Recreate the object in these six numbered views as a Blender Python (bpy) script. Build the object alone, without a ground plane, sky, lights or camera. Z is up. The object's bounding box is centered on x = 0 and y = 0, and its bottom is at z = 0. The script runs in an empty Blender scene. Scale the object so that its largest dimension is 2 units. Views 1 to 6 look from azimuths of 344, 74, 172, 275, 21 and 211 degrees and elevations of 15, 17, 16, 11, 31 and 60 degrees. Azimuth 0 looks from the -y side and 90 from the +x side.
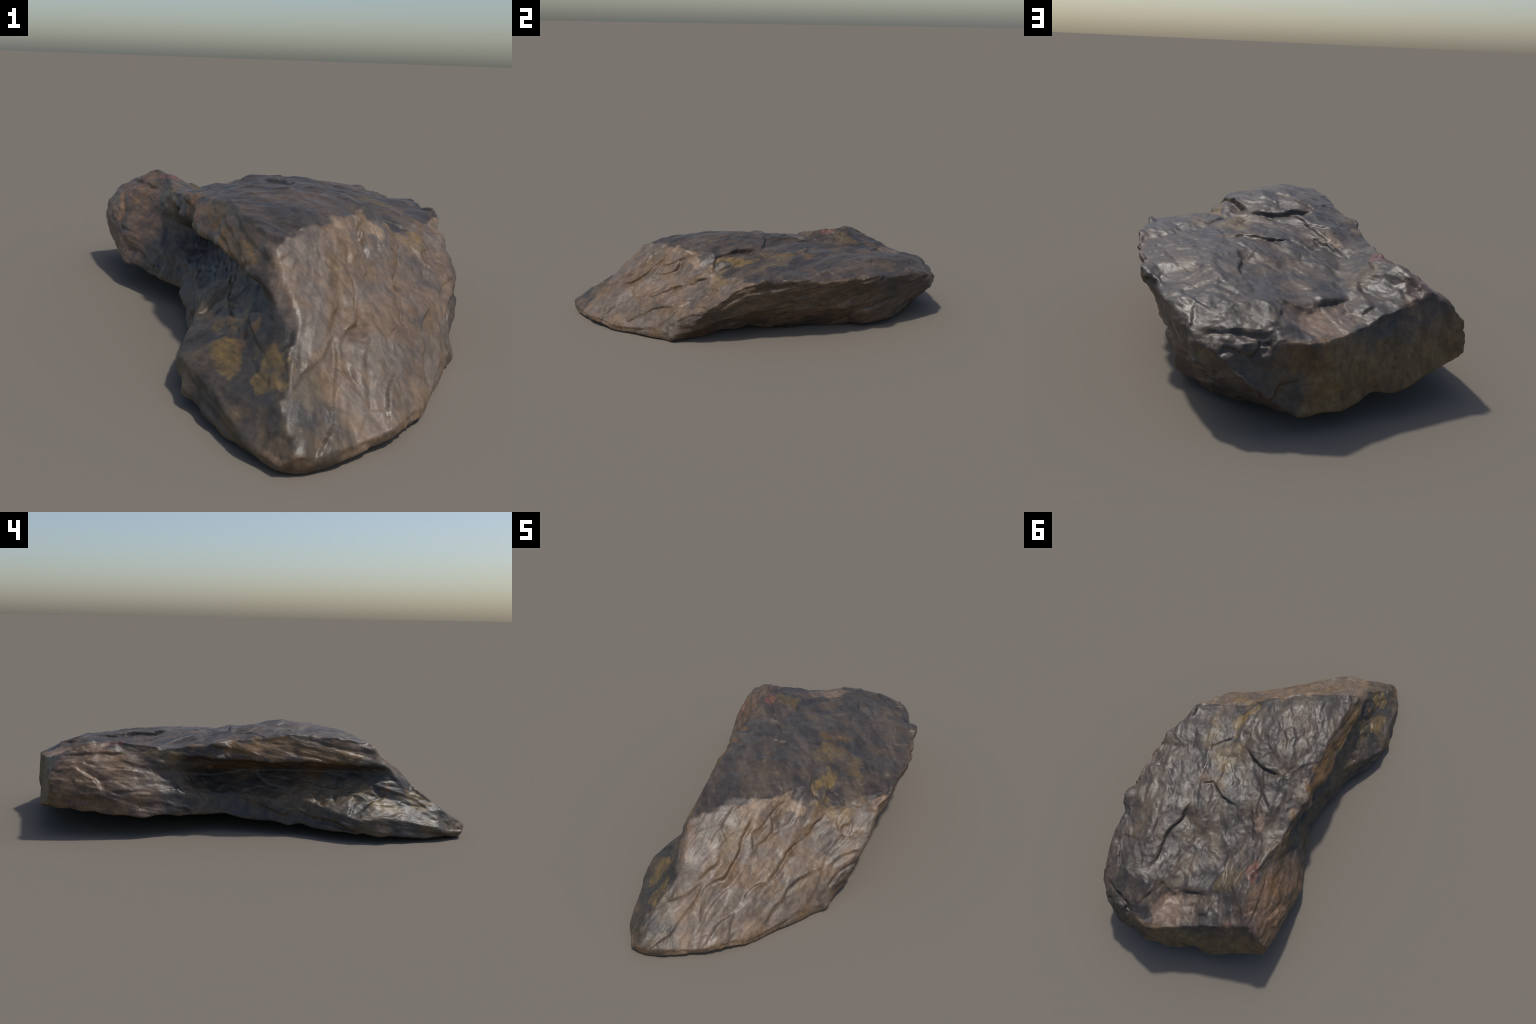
"""A weathered slab of slaty schist: one broken boulder lying on the ground.

The body is lofted between rails (feature lines that run along the stone from
the pointed front to the broken rear), remeshed finely, then given ledges,
slots and foliated roughness in code.
"""
import bpy, bmesh
import numpy as np

rng = np.random.default_rng(7)

# ---------------------------------------------------------------- rails
# Each rail runs front (-y) to rear (+y): control points x, y, z in metres.
RAILS = {
 "left_foot": [(-.285,-.985,.004),(-.36,-.885,.012),(-.40,-.745,.02),(-.425,-.62,.03),(-.425,-.50,.036),
               (-.352,-.312,.046),(-.33,-.06,.063),(-.342,.05,.074),(-.402,.215,.082),(-.482,.40,.095),(-.49,.594,.113),(-.488,.768,.128)],
 "left_flank": [(-.295,-.988,.024),(-.352,-.885,.05),(-.375,-.75,.085),(-.415,-.62,.10),(-.425,-.54,.09),(-.32,-.31,.14),
                (-.292,-.05,.15),(-.302,.10,.16),(-.362,.22,.17),(-.464,.42,.18),(-.493,.60,.19),(-.507,.745,.20)],
 "left_hollow": [(-.29,-.99,.032),(-.312,-.88,.082),(-.305,-.75,.13),(-.315,-.60,.16),(-.30,-.50,.165),(-.25,-.31,.20),
                 (-.235,-.05,.20),(-.236,.10,.19),(-.312,.22,.205),(-.42,.42,.225),(-.47,.60,.235),(-.49,.752,.24)],
 "left_groove": [(-.28,-1.0,.038),(-.285,-.88,.108),(-.25,-.762,.17),(-.225,-.66,.25),(-.20,-.43,.262),(-.195,-.03,.248),
                 (-.20,.10,.222),(-.225,.16,.228),(-.298,.245,.25),(-.38,.42,.27),(-.435,.60,.28),(-.46,.752,.28)],
 "recess": [(-.276,-1.001,.040),(-.28,-.878,.117),(-.24,-.764,.18),(-.225,-.665,.272),(-.235,-.43,.288),(-.252,-.03,.298),(-.265,.10,.300),
            (-.28,.16,.300),(-.308,.245,.295),(-.35,.42,.300),(-.42,.60,.305),(-.446,.752,.295)],
 "lip_lower": [(-.272,-1.002,.043),(-.272,-.876,.126),(-.228,-.765,.192),(-.222,-.70,.235),(-.243,-.655,.295),(-.265,-.474,.299),(-.277,-.33,.312),
               (-.294,-.16,.312),(-.305,-.05,.316),(-.322,.145,.327),(-.315,.30,.322),(-.325,.42,.325),(-.352,.52,.33),(-.395,.65,.325),(-.43,.744,.308)],
 "lip_upper": [(-.25,-1.0,.046),(-.245,-.87,.14),(-.20,-.76,.215),(-.20,-.66,.315),(-.207,-.596,.375),(-.215,-.50,.39),(-.222,-.426,.403),(-.241,-.20,.412),
               (-.268,-.02,.398),(-.298,.122,.373),(-.312,.245,.352),(-.30,.36,.355),(-.285,.50,.37),(-.315,.62,.378),(-.345,.69,.36),(-.392,.747,.326)],
 "crest": [(-.17,-.982,.038),(-.11,-.80,.149),(-.12,-.66,.285),(-.12,-.545,.396),(-.09,-.445,.425),(-.06,-.21,.446),(-.08,-.05,.437),
           (-.125,.03,.418),(-.16,.12,.395),(-.18,.20,.383),(-.165,.28,.36),(-.17,.36,.338),(-.15,.50,.310),(-.145,.60,.300),(-.139,.69,.297),
           (-.13,.73,.277),(-.124,.79,.272),(-.156,.876,.268)],
 "top_middle": [(-.02,-.925,.042),(-.0,-.79,.142),(.02,-.62,.252),(.03,-.50,.35),(.045,-.42,.41),(.03,-.33,.438),(.04,-.155,.448),(.03,-.03,.42),
                (.02,.04,.388),(.03,.10,.378),(.06,.26,.36),(-.02,.414,.326),(.0,.55,.310),(.0,.70,.302),(.0,.768,.300),(.0,.80,.274),(.011,.978,.264)],
 "slab_edge": [(.105,-.808,.045),(.105,-.663,.166),(.16,-.46,.254),(.155,-.37,.355),(.165,-.295,.41),(.15,-.15,.418),(.108,-.015,.388),
               (.12,.05,.368),(.13,.20,.366),(.165,.30,.365),(.172,.40,.362),(.172,.46,.346),(.175,.60,.335),(.15,.74,.328),(.10,.815,.325),(.095,.905,.297),(.085,.96,.26)],
 "right_top": [(.20,-.695,.045),(.225,-.56,.155),(.245,-.40,.246),(.256,-.33,.30),(.262,-.29,.323),(.22,-.15,.366),(.19,0,.364),(.23,.15,.364),(.26,.30,.362),
               (.26,.45,.36),(.26,.60,.348),(.26,.74,.335),(.23,.85,.307),(.18,.955,.255)],
 "right_rim": [(.315,-.545,.05),(.399,-.438,.117),(.433,-.352,.207),(.455,-.257,.275),(.468,-.188,.313),(.485,-.125,.343),(.506,.098,.34),
               (.507,.174,.322),(.49,.333,.327),(.483,.496,.32),(.43,.59,.30),(.383,.75,.288),(.34,.862,.27),(.24,.972,.215)],
 "right_flank": [(.325,-.54,.03),(.385,-.43,.075),(.40,-.30,.13),(.41,-.12,.17),(.41,.10,.17),(.41,.30,.16),(.41,.50,.15),(.385,.60,.14),(.368,.70,.18),
                 (.355,.80,.195),(.31,.90,.18),(.19,.995,.175)],
 "right_foot": [(.305,-.535,0),(.28,-.38,.0),(.27,-.10,.025),(.275,.0,.003),(.275,.25,.0),(.30,.40,.0),(.365,.49,.018),(.375,.56,.032),(.372,.64,.05),
                (.29,.71,.02),(.22,.80,.02),(.12,.975,.085)],
 "underside_right": [(.11,-.805,0),(.06,-.40,.008),(.06,0,.01),(.08,.40,0),(.10,.70,.0),(.05,.88,.005),(.02,.98,.05)],
 "underside_left": [(-.20,-.985,0),(-.22,-.60,.005),(-.18,-.20,.03),(-.15,.10,.04),(-.22,.45,.06),(-.26,.70,.06),(-.24,.89,.072)],
}
ORDER = ["left_foot","left_flank","left_hollow","left_groove","recess","lip_lower","lip_upper","crest","top_middle","slab_edge","right_top",
         "right_rim","right_flank","right_foot","underside_right","underside_left"]
# extra points spread between neighbouring rails
CHIPPED = ["lip_lower", "lip_upper", "right_rim", "right_foot", "left_foot"]
ACROSS = 5
ALONG = 160


def rail_points(name, t):
    p = np.array(RAILS[name], float)
    k = (p[:, 1]-p[0, 1])/(p[-1, 1]-p[0, 1])
    out = np.stack([np.interp(t, k, p[:, i]) for i in range(3)], -1)
    if name in CHIPPED:                        # ragged broken edges
        r = np.random.default_rng(CHIPPED.index(name))
        n = 70
        bite = np.convolve(r.normal(size=(n, 3))[:, 0], [.25, .5, .25], "same")
        bite2 = np.convolve(r.normal(size=(n, 3))[:, 1], [.25, .5, .25], "same")
        fade = np.clip(np.minimum(t, 1-t)*12, 0, 1)
        out[:, 0] += .009*fade*np.interp(t*(n-1), np.arange(n), bite)
        out[:, 2] += .006*fade*np.interp(t*(n-1), np.arange(n), bite2)
    return out


def close_end(verts, faces, upper, lower, push):
    """Close an end of the loft: upper and lower outline share their first and last vertex.
    A middle row, pushed outwards, keeps the broken edge full."""
    def run(ids):
        p = np.array([verts[i] for i in ids])
        k = np.concatenate([[0], np.cumsum(np.linalg.norm(np.diff(p[:, :2], axis=0), axis=1)+1e-5)])
        return p, k/k[-1]
    pu, ku = run(upper); pl, kl = run(lower)
    near = np.stack([np.interp(ku, kl, pl[:, i]) for i in range(3)], -1)
    full = np.clip(np.minimum(ku, 1-ku)*6, 0, 1)[:, None]
    mid = .45*pu+.55*near+full*push
    ids = [upper[0]]
    for p in mid[1:-1]:
        ids.append(len(verts)); verts.append(p.tolist())
    ids.append(upper[-1])
    for i in range(len(upper)-1):
        f = [upper[i], upper[i+1], ids[i+1], ids[i]]
        faces.append(list(dict.fromkeys(f)))
    i = j = 0
    while i < len(ids)-1 or j < len(lower)-1:
        step_i = j == len(lower)-1 or (i < len(ids)-1 and ku[i+1] <= kl[j+1])
        f = [ids[i], ids[i+1], lower[j]] if step_i else [ids[i], lower[j+1], lower[j]]
        if len(set(f)) == 3:
            faces.append(f)
        i, j = (i+1, j) if step_i else (i, j+1)


def loft():
    t = np.linspace(0, 1, ALONG)
    rails = [rail_points(n, t) for n in ORDER]
    rows = []
    for a, b in zip(rails, rails[1:]+rails[:1]):
        for k in range(ACROSS):
            rows.append(a+(b-a)*k/ACROSS)
    g = np.stack(rows, 1)                      # ALONG x ring x 3
    m = g.shape[1]
    verts = g.reshape(-1, 3)
    i, j = np.meshgrid(np.arange(ALONG-1), np.arange(m), indexing="ij")
    j2 = (j+1) % m
    quads = np.stack([i*m+j, i*m+j2, (i+1)*m+j2, (i+1)*m+j], -1).reshape(-1, 4)
    faces = quads.tolist()
    verts = verts.tolist()
    foot = ORDER.index("right_foot")*ACROSS
    for row, push in ((0, np.array([.25, -1, 0])*.014), (ALONG-1, np.array([-.25, 1, -.15])*.008)):
        upper = [row*m+j for j in range(foot+1)]
        lower = [row*m+j % m for j in range(m, foot-1, -1)]
        close_end(verts, faces, upper, lower, push)
    me = bpy.data.meshes.new("schist_rock")
    me.from_pydata(verts, [], faces)
    bm = bmesh.new(); bm.from_mesh(me)
    bmesh.ops.recalc_face_normals(bm, faces=bm.faces)
    bm.to_mesh(me); bm.free()
    return me


# ---------------------------------------------------------------- noise
PERM = rng.permutation(256)
PERM = np.concatenate([PERM, PERM, PERM])
GRAD = rng.normal(size=(256, 3)); GRAD /= np.linalg.norm(GRAD, axis=1)[:, None]


def gnoise(p):
    """Gradient noise, about -1..1."""
    f = np.floor(p); i = f.astype(int) & 255; u = p-f
    s = u*u*u*(u*(u*6-15)+10)
    out = np.zeros(len(p))
    for dx in (0, 1):
        for dy in (0, 1):
            for dz in (0, 1):
                h = PERM[PERM[PERM[(i[:, 0]+dx) & 255]+((i[:, 1]+dy) & 255)]+((i[:, 2]+dz) & 255)]
                d = ((u-[dx, dy, dz])*GRAD[h]).sum(1)
                w = (s[:, 0] if dx else 1-s[:, 0])*(s[:, 1] if dy else 1-s[:, 1])*(s[:, 2] if dz else 1-s[:, 2])
                out += d*w
    return out*1.6


def fractal(p, octaves=4, gain=.5):
    a, s, out = 1., 1., 0
    for k in range(octaves):
        out = out+a*gnoise(p*s+k*17.3); a *= gain; s *= 2.03
    return out


def ridged(p, octaves=3):
    a, s, out = 1., 1., 0
    for k in range(octaves):
        out = out+a*(1-2*np.abs(gnoise(p*s+k*9.7))); a *= .5; s *= 2.1
    return out


def smooth(x, a, b):
    t = np.clip((x-a)/(b-a), 0, 1)
    return t*t*(3-2*t)


# ---------------------------------------------------------------- build
def remeshed(me, size):
    ob = bpy.data.objects.new("blank", me)
    bpy.context.scene.collection.objects.link(ob)
    m = ob.modifiers.new("remesh", "REMESH"); m.mode = "VOXEL"; m.voxel_size = size
    dg = bpy.context.evaluated_depsgraph_get()
    new = bpy.data.meshes.new_from_object(ob.evaluated_get(dg))
    bpy.data.objects.remove(ob)
    return new


def coords(me):
    a = np.empty(len(me.vertices)*3); me.vertices.foreach_get("co", a); return a.reshape(-1, 3)


def normals(me):
    a = np.empty(len(me.vertices)*3); me.vertices.foreach_get("normal", a); return a.reshape(-1, 3)


def relax(me, co, times, keep=.5):
    e = np.empty(len(me.edges)*2, int); me.edges.foreach_get("vertices", e); e = e.reshape(-1, 2)
    n = np.bincount(e.ravel(), minlength=len(co))[:, None]
    for _ in range(times):
        s = np.zeros_like(co)
        for k in range(3):
            s[:, k] = np.bincount(e[:, 0], co[e[:, 1], k], len(co))+np.bincount(e[:, 1], co[e[:, 0], k], len(co))
        co = keep*co+(1-keep)*s/n
    return co


def unit(v):
    v = np.array(v, float)
    return v/np.linalg.norm(v)


def along_path(p, path):
    """For every point: offset from the nearest spot of a 3D path, and the position 0..1 on it."""
    path = np.array(path, float)
    seg = path[1:]-path[:-1]; ln = np.linalg.norm(seg, axis=1); start = np.concatenate([[0], np.cumsum(ln)])
    best = np.full(len(p), 1e9); off = np.zeros_like(p); pos = np.zeros(len(p))
    for a, v, l, s0 in zip(path, seg, ln, start):
        t = np.clip((p-a)@v/l**2, 0, 1)
        o = p-a-t[:, None]*v
        r = (o**2).sum(1); m = r < best
        best[m] = r[m]; off[m] = o[m]; pos[m] = (s0+t[m]*l)/start[-1]
    return off, np.sqrt(best), pos


# Ledges: layers that broke off. Path on the surface, direction of the low side,
# drop in metres, width over which the low side rises back, raise of the high side.
LEDGES = [
 # slots in the light front slope, each flake standing above its right-hand neighbour
 ([(.01,-.50,.37),(-.005,-.577,.308),(.001,-.607,.274),(-.036,-.703,.211),(-.081,-.751,.185),(-.114,-.81,.142)], (1,-.2,0), .020, .050, .008),
 ([(.075,-.44,.36),(.096,-.476,.318),(.049,-.593,.25)], (1,-.2,0), .022, .045, .008),
 ([(.251,-.309,.327),(.183,-.442,.266),(.155,-.522,.23),(.116,-.636,.178),(.095,-.671,.165)], (1,-.3,0), .022, .06, .008),
 ([(.284,-.495,.167),(.193,-.607,.142),(.149,-.704,.097),(.135,-.761,.059)], (1,-.5,0), .014, .05, .004),
 ([(-.059,-.627,.297),(-.063,-.669,.252),(-.123,-.755,.193)], (1,-.3,0), .010, .04, .003),
 ([(.06,-.68,.175),(.065,-.734,.14)], (-1,0,0), .010, .03, .003),
 ([(.30,-.38,.25),(.274,-.448,.218)], (1,-.5,0), .010, .04, .002),
 ([(.422,-.36,.20),(.346,-.411,.203),(.31,-.47,.18)], (.2,-1,0), .012, .05, .004),
 ([(-.06,-.49,.41),(-.086,-.58,.348),(-.045,-.613,.301)], (1,-.2,0), .012, .035, .004),
 ([(.121,-.345,.405),(.09,-.427,.369),(.083,-.464,.347)], (-1,0,0), .012, .035, .004),
 # raised summit slab: its right side and its broken back end
 ([(.114,-.034,.395),(.150,-.165,.42),(.185,-.27,.39),(.24,-.30,.335)], (1,.2,0), .026, .06, .006),
 ([(.105,-.012,.395),(.014,.021,.40),(-.053,.043,.405),(-.128,.035,.418)], (.2,1,0), .030, .06, .012),
 ([(.0,.05,.392),(-.085,.15,.389),(-.179,.205,.385)], (.8,.6,0), .008, .05, .006),
 # layers of the rear top
 ([(-.10,.235,.372),(-.175,.36,.345),(-.205,.44,.34)], (1,.3,0), .012, .05, .006),
 ([(.17,.385,.364),(.163,.449,.349),(.17,.60,.337),(.145,.72,.331)], (-1,0,0), .018, .06, .008),
 ([(.085,.80,.322),(.06,.765,.318),(.0,.775,.312),(-.07,.745,.308),(-.139,.71,.301)], (0,1,-.1), .012, .05, .0),
 ([(.30,.88,.275),(.209,.92,.28),(.11,.935,.285)], (0,1,-.6), .014, .05, .004),
 ([(.095,.915,.293),(.09,.818,.322)], (-1,.2,0), .016, .05, .004),
 ([(-.235,.46,.352),(-.24,.585,.345)], (1,.1,0), .010, .04, .003),
 ([(-.215,.60,.335),(-.29,.67,.35),(-.37,.73,.335)], (.5,1,0), .010, .06, .0),
 ([(.20,-.05,.362),(.261,.059,.358),(.234,.139,.365),(.193,.269,.364)], (-1,.1,0), .010, .05, .004),
 ([(.188,.277,.364),(.14,.22,.367),(.052,.274,.361),(-.032,.268,.365)], (0,1,0), .008, .05, .008),
 # left side: edge under the tail, arc shaped flake scar, low shelf near the front
 ([(-.461,.748,.279),(-.437,.653,.285),(-.448,.559,.25),(-.48,.512,.173)], (-.3,-.2,1), .012, .05, .006),
 ([(-.39,.72,.325),(-.355,.579,.335),(-.345,.48,.325)], (-.6,0,-1), .012, .04, .006),
 ([(-.333,-.26,.107),(-.37,-.36,.085),(-.410,-.46,.08),(-.42,-.56,.07)], (0,0,1), .008, .03, .010),
 ([(-.234,-.341,.231),(-.296,-.338,.169),(-.359,-.387,.125)], (-.2,-1,0), .014, .05, .004),
 # right side: beds that stick out of the flank, rising towards the rear
 ([(.437,-.02,.22),(.43,.18,.20),(.455,.364,.25)], (0,0,-1), .014, .05, .006),
 ([(.358,-.11,.108),(.365,.054,.115),(.41,.213,.16),(.445,.464,.233)], (0,0,-1), .016, .05, .008),
 ([(.328,.40,.028),(.385,.443,.10),(.384,.60,.14),(.33,.74,.17)], (0,-.5,1), .012, .05, .006),
 ([(.40,.62,.22),(.34,.76,.21),(.28,.88,.22),(.19,.97,.215)], (0,.2,-1), .014, .04, .006),
]
# Narrow cracks: path, depth, half width
CRACKS = [
 ([(-.359,-.387,.125),(-.401,-.499,.109),(-.29,-.651,.179)], .010, .006),
 ([(-.216,-.445,.256),(-.295,-.434,.173),(-.359,-.452,.133)], .007, .006),
 ([(.163,.449,.349),(.17,.60,.337)], .012, .006),
 ([(-.175,.34,.345),(-.20,.41,.335)], .010, .008),
 ([(-.13,.785,.273),(-.118,.792,.273)], .014, .010),
 ([(-.245,.50,.348),(-.24,.585,.345)], .010, .006),
 ([(.42,-.40,.17),(.36,-.46,.14),(.31,-.53,.08)], .012, .009),
 ([(-.05,-.93,.06),(-.075,-.86,.10),(-.09,-.81,.14)], .006, .010),
 ([(.013,-.90,.05),(.03,-.85,.085)], .007, .010),
]
# Knobs and hollows: centre, height, radius
LUMPS = [
 ((.505,.127,.34), .006, .05), ((.50,.326,.318), .008, .05), ((.483,.51,.31), .008, .05), ((.495,.24,.325), -.010, .04),
 ((.485,.42,.315), -.010, .04), ((.43,-.36,.20), .010, .04), ((-.25,-.98,.04), .008, .04), ((-.33,.65,.375), .006, .05),
 ((.23,.82,.325), .008, .05), ((-.10,.04,.40), -.012, .03), ((.38,.0,.355), .015, .09), ((-.235,.725,.32), -.016, .06), ((.385,.62,.05), .008, .04), ((-.10,.945,.05), .012, .05), ((-.19,.905,.075), -.014, .035), ((-.29,.86,.08), .010, .05), ((.03,.985,.10), .012, .07), ((.33,-.53,.03), .010, .04),
]

me = remeshed(loft(), .0045)
co = relax(me, coords(me), 2)
me.vertices.foreach_set("co", co.ravel()); me.update()
base = co.copy()
soft = relax(me, co, 14)
tmp = me.copy(); tmp.vertices.foreach_set("co", soft.ravel()); tmp.update()
nrm = normals(tmp); bpy.data.meshes.remove(tmp)

def regions(p, n):
    """Weights of the kinds of surface: front slope, top, flanks, broken rear face, underside."""
    front = smooth(-n[:, 1], .30, .50)*smooth(n[:, 2], .2, .4)
    top = smooth(n[:, 2], .70, .88)*(1-front)
    flank = smooth(np.abs(n[:, 0]), .45, .7)*(1-front)
    rear = smooth(n[:, 1], .55, .75)*smooth(-p[:, 0], -.06, .0)
    return front, top, flank, rear, smooth(-n[:, 2], .5, .8)


front, top, flank, rear, under = regions(base, nrm)


def grain(angle, dip=0.):
    """Coordinates across / along / normal to the foliation, turned by angle about z."""
    c, s = np.cos(angle), np.sin(angle)
    return np.stack([c*base[:, 0]+s*base[:, 1], -s*base[:, 0]+c*base[:, 1], base[:, 2]-dip*base[:, 1]], -1)


def flakes(p, cell, tilt, seed):
    """Slaty flakes: jittered cells, each a small tilted plane with its own level."""
    r = np.random.default_rng(seed)
    tab = r.random((4096, 3)); tl = r.normal(size=(4096, 3)); lv = r.normal(size=4096)
    q = p/np.array(cell); f = np.floor(q).astype(int)
    best = np.full(len(p), 1e9); out = np.zeros(len(p))
    for dx in (-1, 0, 1):
        for dy in (-1, 0, 1):
            for dz in (-1, 0, 1):
                c = f+[dx, dy, dz]
                h = (c[:, 0]*7919+c[:, 1]*104729+c[:, 2]*1299709) & 4095
                d = q-(c+tab[h])
                r2 = (d**2).sum(1); m = r2 < best
                best[m] = r2[m]; out[m] = (lv[h]*.5+(d*tl[h]).sum(1)*tilt)[m]
    return out


g_top, g_front, g_flank = grain(.52), grain(-.42), grain(0., .2)
warp = np.stack([gnoise(base*9+k*31.7) for k in range(3)], -1)
fine = np.stack([gnoise(base*34+k*11.9) for k in range(3)], -1)

d = .004*fractal(base*np.array([4, 3, 5]), 3)
w = g_top+.014*warp
d += top*(.006*fractal(w*np.array([10, 5, 8]), 2)+.004*flakes(w, (.11, .36, .25), .7, 3))
w = g_front+.012*warp
d += front*(.005*fractal(w*np.array([11, 3.5, 5]), 2)+.004*flakes(w, (.075, .30, .3), .8, 5))
w = g_flank+.008*warp
d += flank*(.005*fractal(w*np.array([4, 4, 14]), 2)+.005*flakes(w, (.20, .26, .05), .8, 9))
d += rear*(.005*fractal(base*np.array([8, 8, 5]), 2)+.003*flakes(base, (.16, .3, .12), .8, 21))
other = np.clip(1-top-front-flank-rear-under, 0, 1)
d += other*(.005*fractal(base*10, 2)+.008*flakes(base+.01*warp, (.10, .12, .07), .8, 13))

walk = base+.012*warp+.008*np.stack([gnoise(base*4.5+k*5.1) for k in range(3)], -1)+.003*fine
uneven = np.clip(.8+.7*gnoise(base*8+40), .25, 1.4)
for path, side, drop, width, lift in LEDGES:
    off, r, pos = along_path(walk, path)
    s = off@unit(side)
    ends = smooth(pos, -.02, .18)*smooth(1-pos, -.02, .18)*.85+.15
    over = np.sqrt(np.maximum(r**2-s**2, 0))            # past the ends of the path
    ends = ends*np.exp(-(over/.02)**2)
    low = np.where(s > 0, np.exp(-np.maximum(s, 0)/width), 0)*smooth(s, -.004, .007)
    high = np.where(s <= 0, np.exp(np.minimum(s, 0)/(width*.6)), 0)*(1-smooth(s, -.003, .005))
    d += ends*uneven*(lift*high-drop*low)
for path, depth, half in CRACKS:
    off, r, pos = along_path(walk, path)
    d -= depth*np.exp(-(r/half)**2)
for c, h, rad in LUMPS:
    d += h*np.exp(-((base+.01*warp-np.array(c))**2).sum(1)/rad**2)

d = .3*d+.7*relax(me, np.repeat(d[:, None], 3, 1), 1)[:, 0]       # worn edges
me.vertices.foreach_set("co", (base+nrm*d[:, None]).ravel()); me.update()

# second pass on a clean mesh: crumpled skin and fine grain
me = remeshed(me, .0042)
co = relax(me, coords(me), 1)
soft = relax(me, co, 6)
tmp = me.copy(); tmp.vertices.foreach_set("co", soft.ravel()); tmp.update()
nrm = normals(tmp); bpy.data.meshes.remove(tmp)
base = co
front, top, flank, rear, under = regions(base, nrm)
g_top, g_front, g_flank = grain(.52), grain(-.42), grain(0., .2)
warp = np.stack([gnoise(base*12+k*31.7) for k in range(3)], -1)
w = g_top+.020*warp
d = top*(.0034*fractal(w*np.array([24, 14, 18]), 3)+.0018*ridged(w*np.array([16, 8, 12])+5, 2))
w = g_front+.010*warp
d += front*(.0022*fractal(w*np.array([32, 9, 10]), 3)+.0016*ridged(w*np.array([24, 6, 8])+5, 2))
w = g_flank+.008*warp
d += flank*(.0024*fractal(w*np.array([10, 10, 36]), 3)+.0018*ridged(w*np.array([6, 6, 26])+5, 2))
rest = np.clip(1-top-front-flank-rear-under, 0, 1)
d += rest*.003*fractal(base*26+warp*.3, 3)+rear*.001*fractal(base*30, 3)+under*.003*fractal(base*16, 3)
co = base+nrm*d[:, None]
co[:, 2] = np.maximum(co[:, 2], 0)
co[:, 1] = np.where(co[:, 1] < -.95, -.95+(co[:, 1]+.95)*.88, co[:, 1])
co[:, 0] = np.where(co[:, 0] > .48, .48+(co[:, 0]-.48)*.8, co[:, 0])
me.vertices.foreach_set("co", co.ravel()); me.update()
me.shade_smooth()

rock = bpy.data.objects.new("rock", me)
bpy.context.scene.collection.objects.link(rock)
rock["label"] = "weathered dark slaty rock slab with rusty stains"
rock["category"] = "rock"

# ---------------------------------------------------------------- material
mat = bpy.data.materials.new("weathered_schist"); mat.use_nodes = True
N, L = mat.node_tree.nodes, mat.node_tree.links
bsdf = N["Principled BSDF"]
pos = N.new("ShaderNodeTexCoord").outputs["Object"]


def put(sock, v):
    if isinstance(v, bpy.types.NodeSocket):
        L.new(v, sock)
    else:
        sock.default_value = v


def math(op, a, b=0., clamp=False):
    n = N.new("ShaderNodeMath"); n.operation = op; n.use_clamp = clamp
    put(n.inputs[0], a); put(n.inputs[1], b)
    return n.outputs[0]


def vmath(op, a, b):
    n = N.new("ShaderNodeVectorMath"); n.operation = op
    put(n.inputs[0], a)
    if op == "SCALE":
        put(n.inputs["Scale"], b)
    else:
        put(n.inputs[1], b)
    return n.outputs["Value" if op in ("DOT_PRODUCT", "LENGTH", "DISTANCE") else "Vector"]


def mapped(turn=0., scale=(1, 1, 1), vec=None, dip=0.):
    n = N.new("ShaderNodeMapping"); n.vector_type = "TEXTURE"
    put(n.inputs[0], vec or pos)
    n.inputs["Rotation"].default_value = (dip, 0, turn)
    n.inputs["Scale"].default_value = scale
    return n.outputs[0]


def noise(vec, scale, detail=4, rough=.55, out="Fac"):
    n = N.new("ShaderNodeTexNoise"); put(n.inputs["Vector"], vec)
    n.inputs["Scale"].default_value = scale; n.inputs["Detail"].default_value = detail
    n.inputs["Roughness"].default_value = rough
    return n.outputs[out]


def ramp(fac, a, b, lo=0., hi=1.):
    n = N.new("ShaderNodeMapRange"); n.interpolation_type = "SMOOTHSTEP"
    put(n.inputs["Value"], fac); n.inputs["From Min"].default_value = a; n.inputs["From Max"].default_value = b
    n.inputs["To Min"].default_value = lo; n.inputs["To Max"].default_value = hi
    return n.outputs[0]


def mix(fac, a, b, mode="MIX"):
    n = N.new("ShaderNodeMix"); n.data_type = "RGBA"; n.blend_type = mode
    put(n.inputs["Factor"], fac)
    put(n.inputs["A"] if False else n.inputs[6], a if isinstance(a, bpy.types.NodeSocket) else (*a, 1))
    put(n.inputs[7], b if isinstance(b, bpy.types.NodeSocket) else (*b, 1))
    return n.outputs[2]


def both(*m):
    o = m[0]
    for x in m[1:]:
        o = math("MULTIPLY", o, x)
    return o


wob = vmath("SCALE", vmath("SUBTRACT", noise(pos, 7, 4, .6, "Color"), (.5, .5, .5)), .22)
wobbly = vmath("ADD", pos, wob)
wob2 = vmath("SCALE", vmath("SUBTRACT", noise(pos, 22, 4, .6, "Color"), (.5, .5, .5)), .05)
edgy = vmath("ADD", pos, wob2)


def blob(c, r, lo=1.15, hi=.75, vec=None):
    """1 inside an ellipsoid with ragged border."""
    v = vmath("DIVIDE", vmath("SUBTRACT", vec or wobbly, c), r)
    return ramp(vmath("LENGTH", v, (0, 0, 0)), lo, hi)


def plane(n, c, soft=.03, vec=None):
    """1 on the side of a plane through c that n points to."""
    n = unit(n)
    return ramp(math("SUBTRACT", vmath("DOT_PRODUCT", vec or edgy, tuple(n)), float(np.dot(n, c))), -soft, soft)


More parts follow.
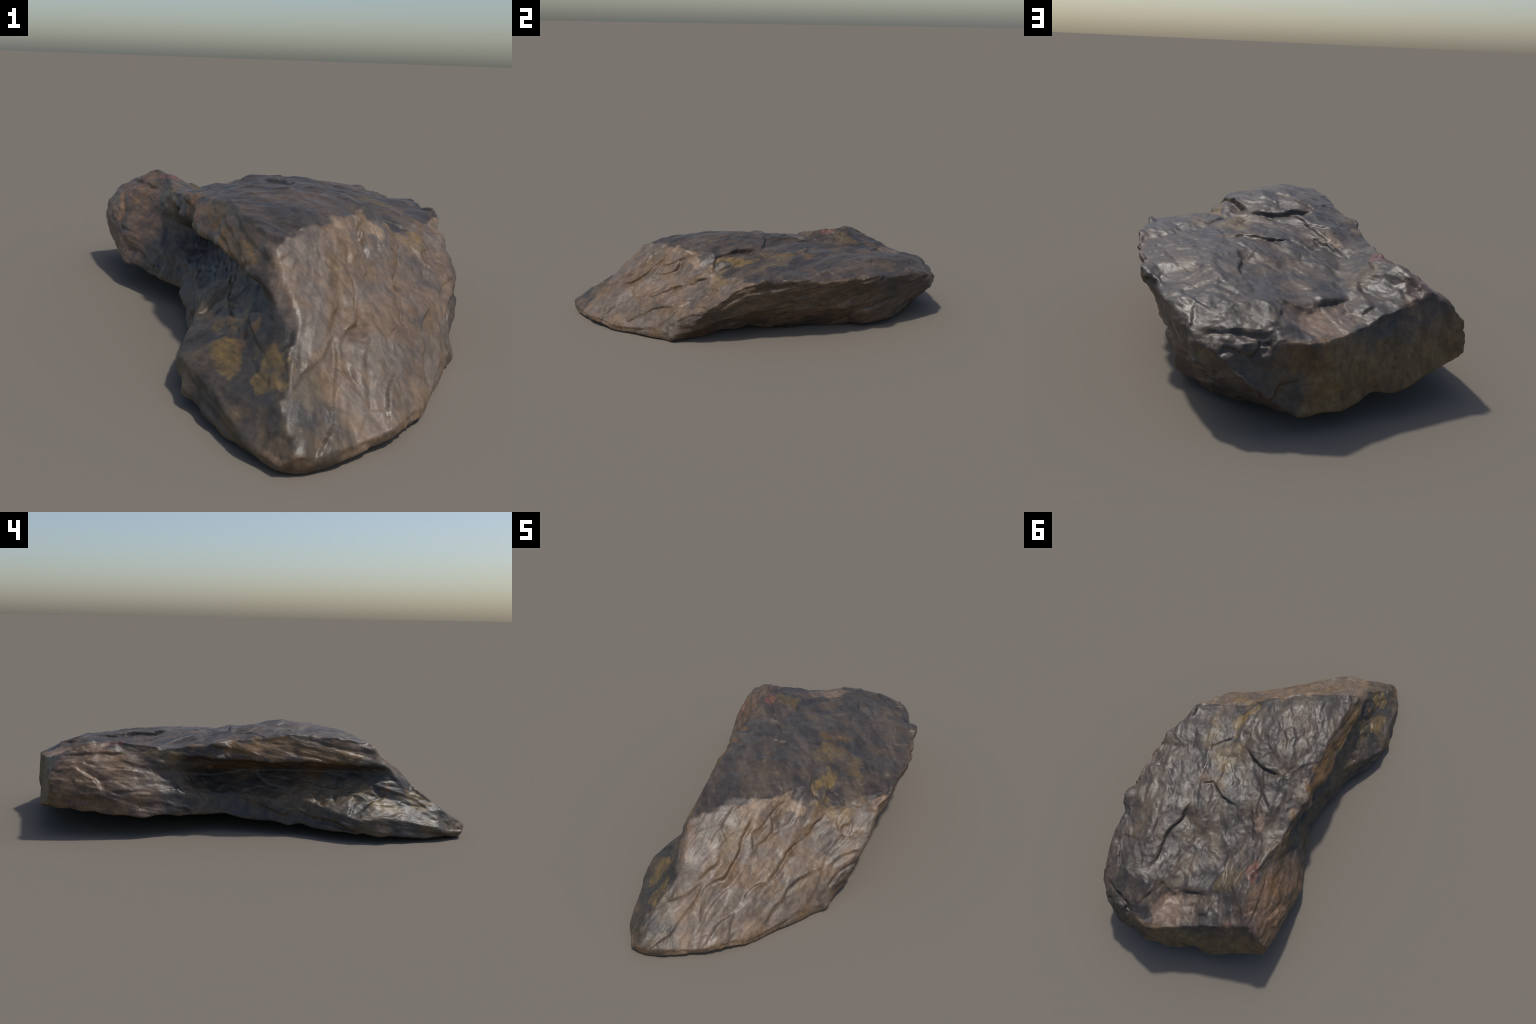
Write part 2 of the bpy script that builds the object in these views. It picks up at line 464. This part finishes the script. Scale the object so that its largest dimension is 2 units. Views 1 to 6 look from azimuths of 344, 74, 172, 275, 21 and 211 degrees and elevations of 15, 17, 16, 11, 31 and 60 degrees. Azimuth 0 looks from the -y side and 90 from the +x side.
along_top = mapped(.52, (1, 4, 1.5))
along_front = mapped(-.42, (1, 4, 3))
along_side = mapped(0, (1.5, 5, 1), dip=.2)
n_top = noise(along_top, 9, 6, .62)
n_front = noise(along_front, 9, 6, .62)
n_side = noise(along_side, 12, 6, .62)
n_patch = noise(pos, 5, 5, .6)
n_patch2 = noise(vmath("ADD", pos, (3.1, 1.7, 5.2)), 8, 5, .62)
n_patch3 = noise(vmath("ADD", along_top, (7.7, 2.1, 4.4)), 16, 5, .65)
n_fine = noise(pos, 60, 4, .6)

# slate grey to brown body colour
col = mix(ramp(n_top, .35, .68), (.037, .030, .026), (.090, .065, .046))
col = mix(ramp(n_patch, .48, .70), col, (.100, .067, .041))
col = mix(both(ramp(n_patch2, .58, .72), ramp(n_top, .4, .6)), col, (.125, .083, .042))

# light, sandy front slope
slope = both(plane((.66, -1, -.12), (.0, -.455, .40), .007), plane((.55, -.25, .15), (-.235, -.72, .22), .012))
c_slope = mix(ramp(n_front, .33, .66), (.084, .063, .050), (.148, .111, .083))
c_slope = mix(ramp(n_patch2, .42, .60), c_slope, (.150, .097, .058))
c_slope = mix(both(ramp(n_patch, .52, .66), ramp(n_front, .55, .4)), c_slope, (.125, .074, .036))
col = mix(slope, col, c_slope)

# right flank: dark beds with rusty red and ochre seams
right = plane((1, 0, -.62), (.455, .1, .29), .02)
c_right = mix(ramp(n_side, .36, .64), (.052, .036, .026), (.118, .077, .048))
c_right = mix(ramp(noise(along_side, 5, 4), .52, .66), c_right, (.115, .056, .034))
col = mix(both(right, plane((-.1, 1, .3), (.33, -.52, .05), .04)), col, c_right)

# left side: dark skin tinted warmer to offset blue skylight in shade, ochre crusts
left = both(plane((-1, -.10, -.35), (-.245, -.60, .28), .015), plane((0, -1, 0), (0, .30, 0), .05))
c_left = mix(ramp(n_patch, .40, .62), (.041, .035, .030), (.098, .067, .037))
c_left = mix(ramp(n_side, .58, .72), c_left, (.110, .080, .050))
col = mix(left, col, c_left)
tail = both(plane((-1, .15, -.35), (-.34, .50, .33), .02), plane((0, 1, 0), (0, .30, 0), .05))
c_tail = mix(ramp(n_patch2, .38, .62), (.072, .048, .036), (.155, .092, .050))
c_tail = mix(ramp(n_patch, .55, .68), c_tail, (.165, .098, .045))
col = mix(tail, col, c_tail)

# broken rear face: olive brown, saturation raised for its sky-lit shadow
back = both(plane((-.42, 1, .02), (-.20, .868, .15), .012), plane((-1, 0, -.2), (.0, 0, .2), .03))
col = mix(back, col, mix(ramp(n_patch, .35, .65), (.125, .081, .037), (.155, .099, .043)))

OCHRE, RUST, PALE, RED = (.160, .102, .034), (.150, .080, .029), (.260, .178, .112), (.165, .070, .048)
STAINS = [  # colour, strength, centre, half sizes
 (RUST, 1., (-.27, -.18, .36), (.06, .40, .05)), (RUST, .8, (-.25, -.42, .35), (.05, .16, .06)),
 (OCHRE, .7, (-.255, -.36, .35), (.04, .22, .05)),
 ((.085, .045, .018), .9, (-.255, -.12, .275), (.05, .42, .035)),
 (OCHRE, .85, (-.335, -.655, .13), (.05, .09, .06)),
 (OCHRE, .8, (-.26, -.79, .16), (.03, .07, .05)),
 (OCHRE, .7, (-.30, -.52, .19), (.05, .08, .04)),
 (RUST, .7, (-.285, -.66, .18), (.04, .05, .05)),
 (RED, .85, (-.275, .51, .365), (.028, .06, .05)),
 (PALE, 1., (.155, -.372, .36), (.085, .035, .035)),
 (PALE, .6, (.03, -.44, .39), (.06, .035, .04)),
 (PALE, .8, (-.157, .275, .365), (.022, .045, .04)),
 ((.190, .125, .080), .9, (-.06, .85, .27), (.11, .10, .04)),
 (OCHRE, .85, (.205, -.15, .37), (.04, .13, .04)),
 (OCHRE, .7, (.17, .08, .37), (.08, .09, .04)),
 (OCHRE, .5, (.30, .0, .36), (.06, .08, .04)),
 (RUST, .6, (.13, .22, .365), (.08, .05, .04)),
 (OCHRE, .6, (.32, -.30, .32), (.12, .05, .04)),
 (OCHRE, .7, (-.31, .31, .335), (.03, .09, .035)),
 (OCHRE, .5, (-.20, .60, .33), (.05, .08, .05)),
 (RUST, .7, (-.36, .47, .29), (.06, .09, .07)),
 (RUST, .6, (.02, .965, .22), (.10, .06, .07)),
 (OCHRE, .6, (.28, .88, .20), (.06, .06, .05)),
 (OCHRE, .55, (-.03, -.60, .30), (.03, .09, .06)),
 ((.155, .098, .055), .7, (-.12, -.97, .03), (.26, .10, .05)),
 ((.155, .098, .055), .6, (.10, -.80, .03), (.20, .10, .05)),
]
for c, k, o, r in STAINS:
    m = math("MULTIPLY", blob(o, r), k)
    m = math("MULTIPLY", m, ramp(n_patch3, .36, .56, .5, 1.) if k >= .9 else ramp(n_patch3, .38, .60, .15, 1.))
    col = mix(m, col, c)

# rusty seams in the slots of the front slope
SEAMS = [((-.0, -.52, .35), (.005, -.61, .275)), ((.005, -.61, .275), (-.114, -.81, .142)), ((.09, -.45, .34), (.055, -.59, .25)),
         ((.24, -.31, .325), (.155, -.522, .23)), ((.155, -.522, .23), (.095, -.671, .165)), ((.284, -.495, .167), (.14, -.74, .08)),
         ((-.06, -.50, .41), (-.05, -.62, .30)), ((-.06, -.63, .295), (-.12, -.755, .19)), ((.12, -.35, .40), (.083, -.464, .347))]
for a, b in SEAMS:
    ab = np.array(b)-np.array(a)
    pa = vmath("SUBTRACT", vmath("ADD", pos, vmath("SCALE", wob, .25)), a)
    t = math("DIVIDE", vmath("DOT_PRODUCT", pa, tuple(ab)), float(ab@ab), True)
    sc = N.new("ShaderNodeVectorMath"); sc.operation = "SCALE"
    sc.inputs[0].default_value = tuple(ab); L.new(t, sc.inputs["Scale"])
    m = ramp(vmath("DISTANCE", pa, sc.outputs[0]), .030, .006)
    col = mix(both(m, ramp(n_patch3, .35, .6, .15, .85)), col, (.115, .068, .030))

# fine streaks and speckle over everything
streak = ramp(noise(along_top, 34, 7, .7), .32, .68, .72, 1.32)
speck = ramp(n_fine, .3, .72, .84, 1.18)
shade = math("MULTIPLY", streak, speck)
cmb = N.new("ShaderNodeCombineColor")
for i in range(3):
    L.new(shade, cmb.inputs[i])
col = mix(1., col, cmb.outputs[0], "MULTIPLY")
L.new(col, bsdf.inputs["Base Color"])

rough = ramp(noise(pos, 14, 4, .6), .3, .7, .40, .56)
rough = math("ADD", rough, math("MULTIPLY", back, .25), True)
L.new(rough, bsdf.inputs["Roughness"])
bsdf.inputs["Specular IOR Level"].default_value = .5

h = math("ADD", math("MULTIPLY", noise(mapped(.52, (1, 3, 1.2)), 42, 5, .6), .6), math("MULTIPLY", noise(along_side, 46, 4, .6), .6))
h = math("ADD", h, math("MULTIPLY", n_fine, .25))
bump = N.new("ShaderNodeBump"); bump.inputs["Strength"].default_value = .4; bump.inputs["Distance"].default_value = .006
L.new(h, bump.inputs["Height"]); L.new(bump.outputs[0], bsdf.inputs["Normal"])

me.materials.clear(); me.materials.append(mat)
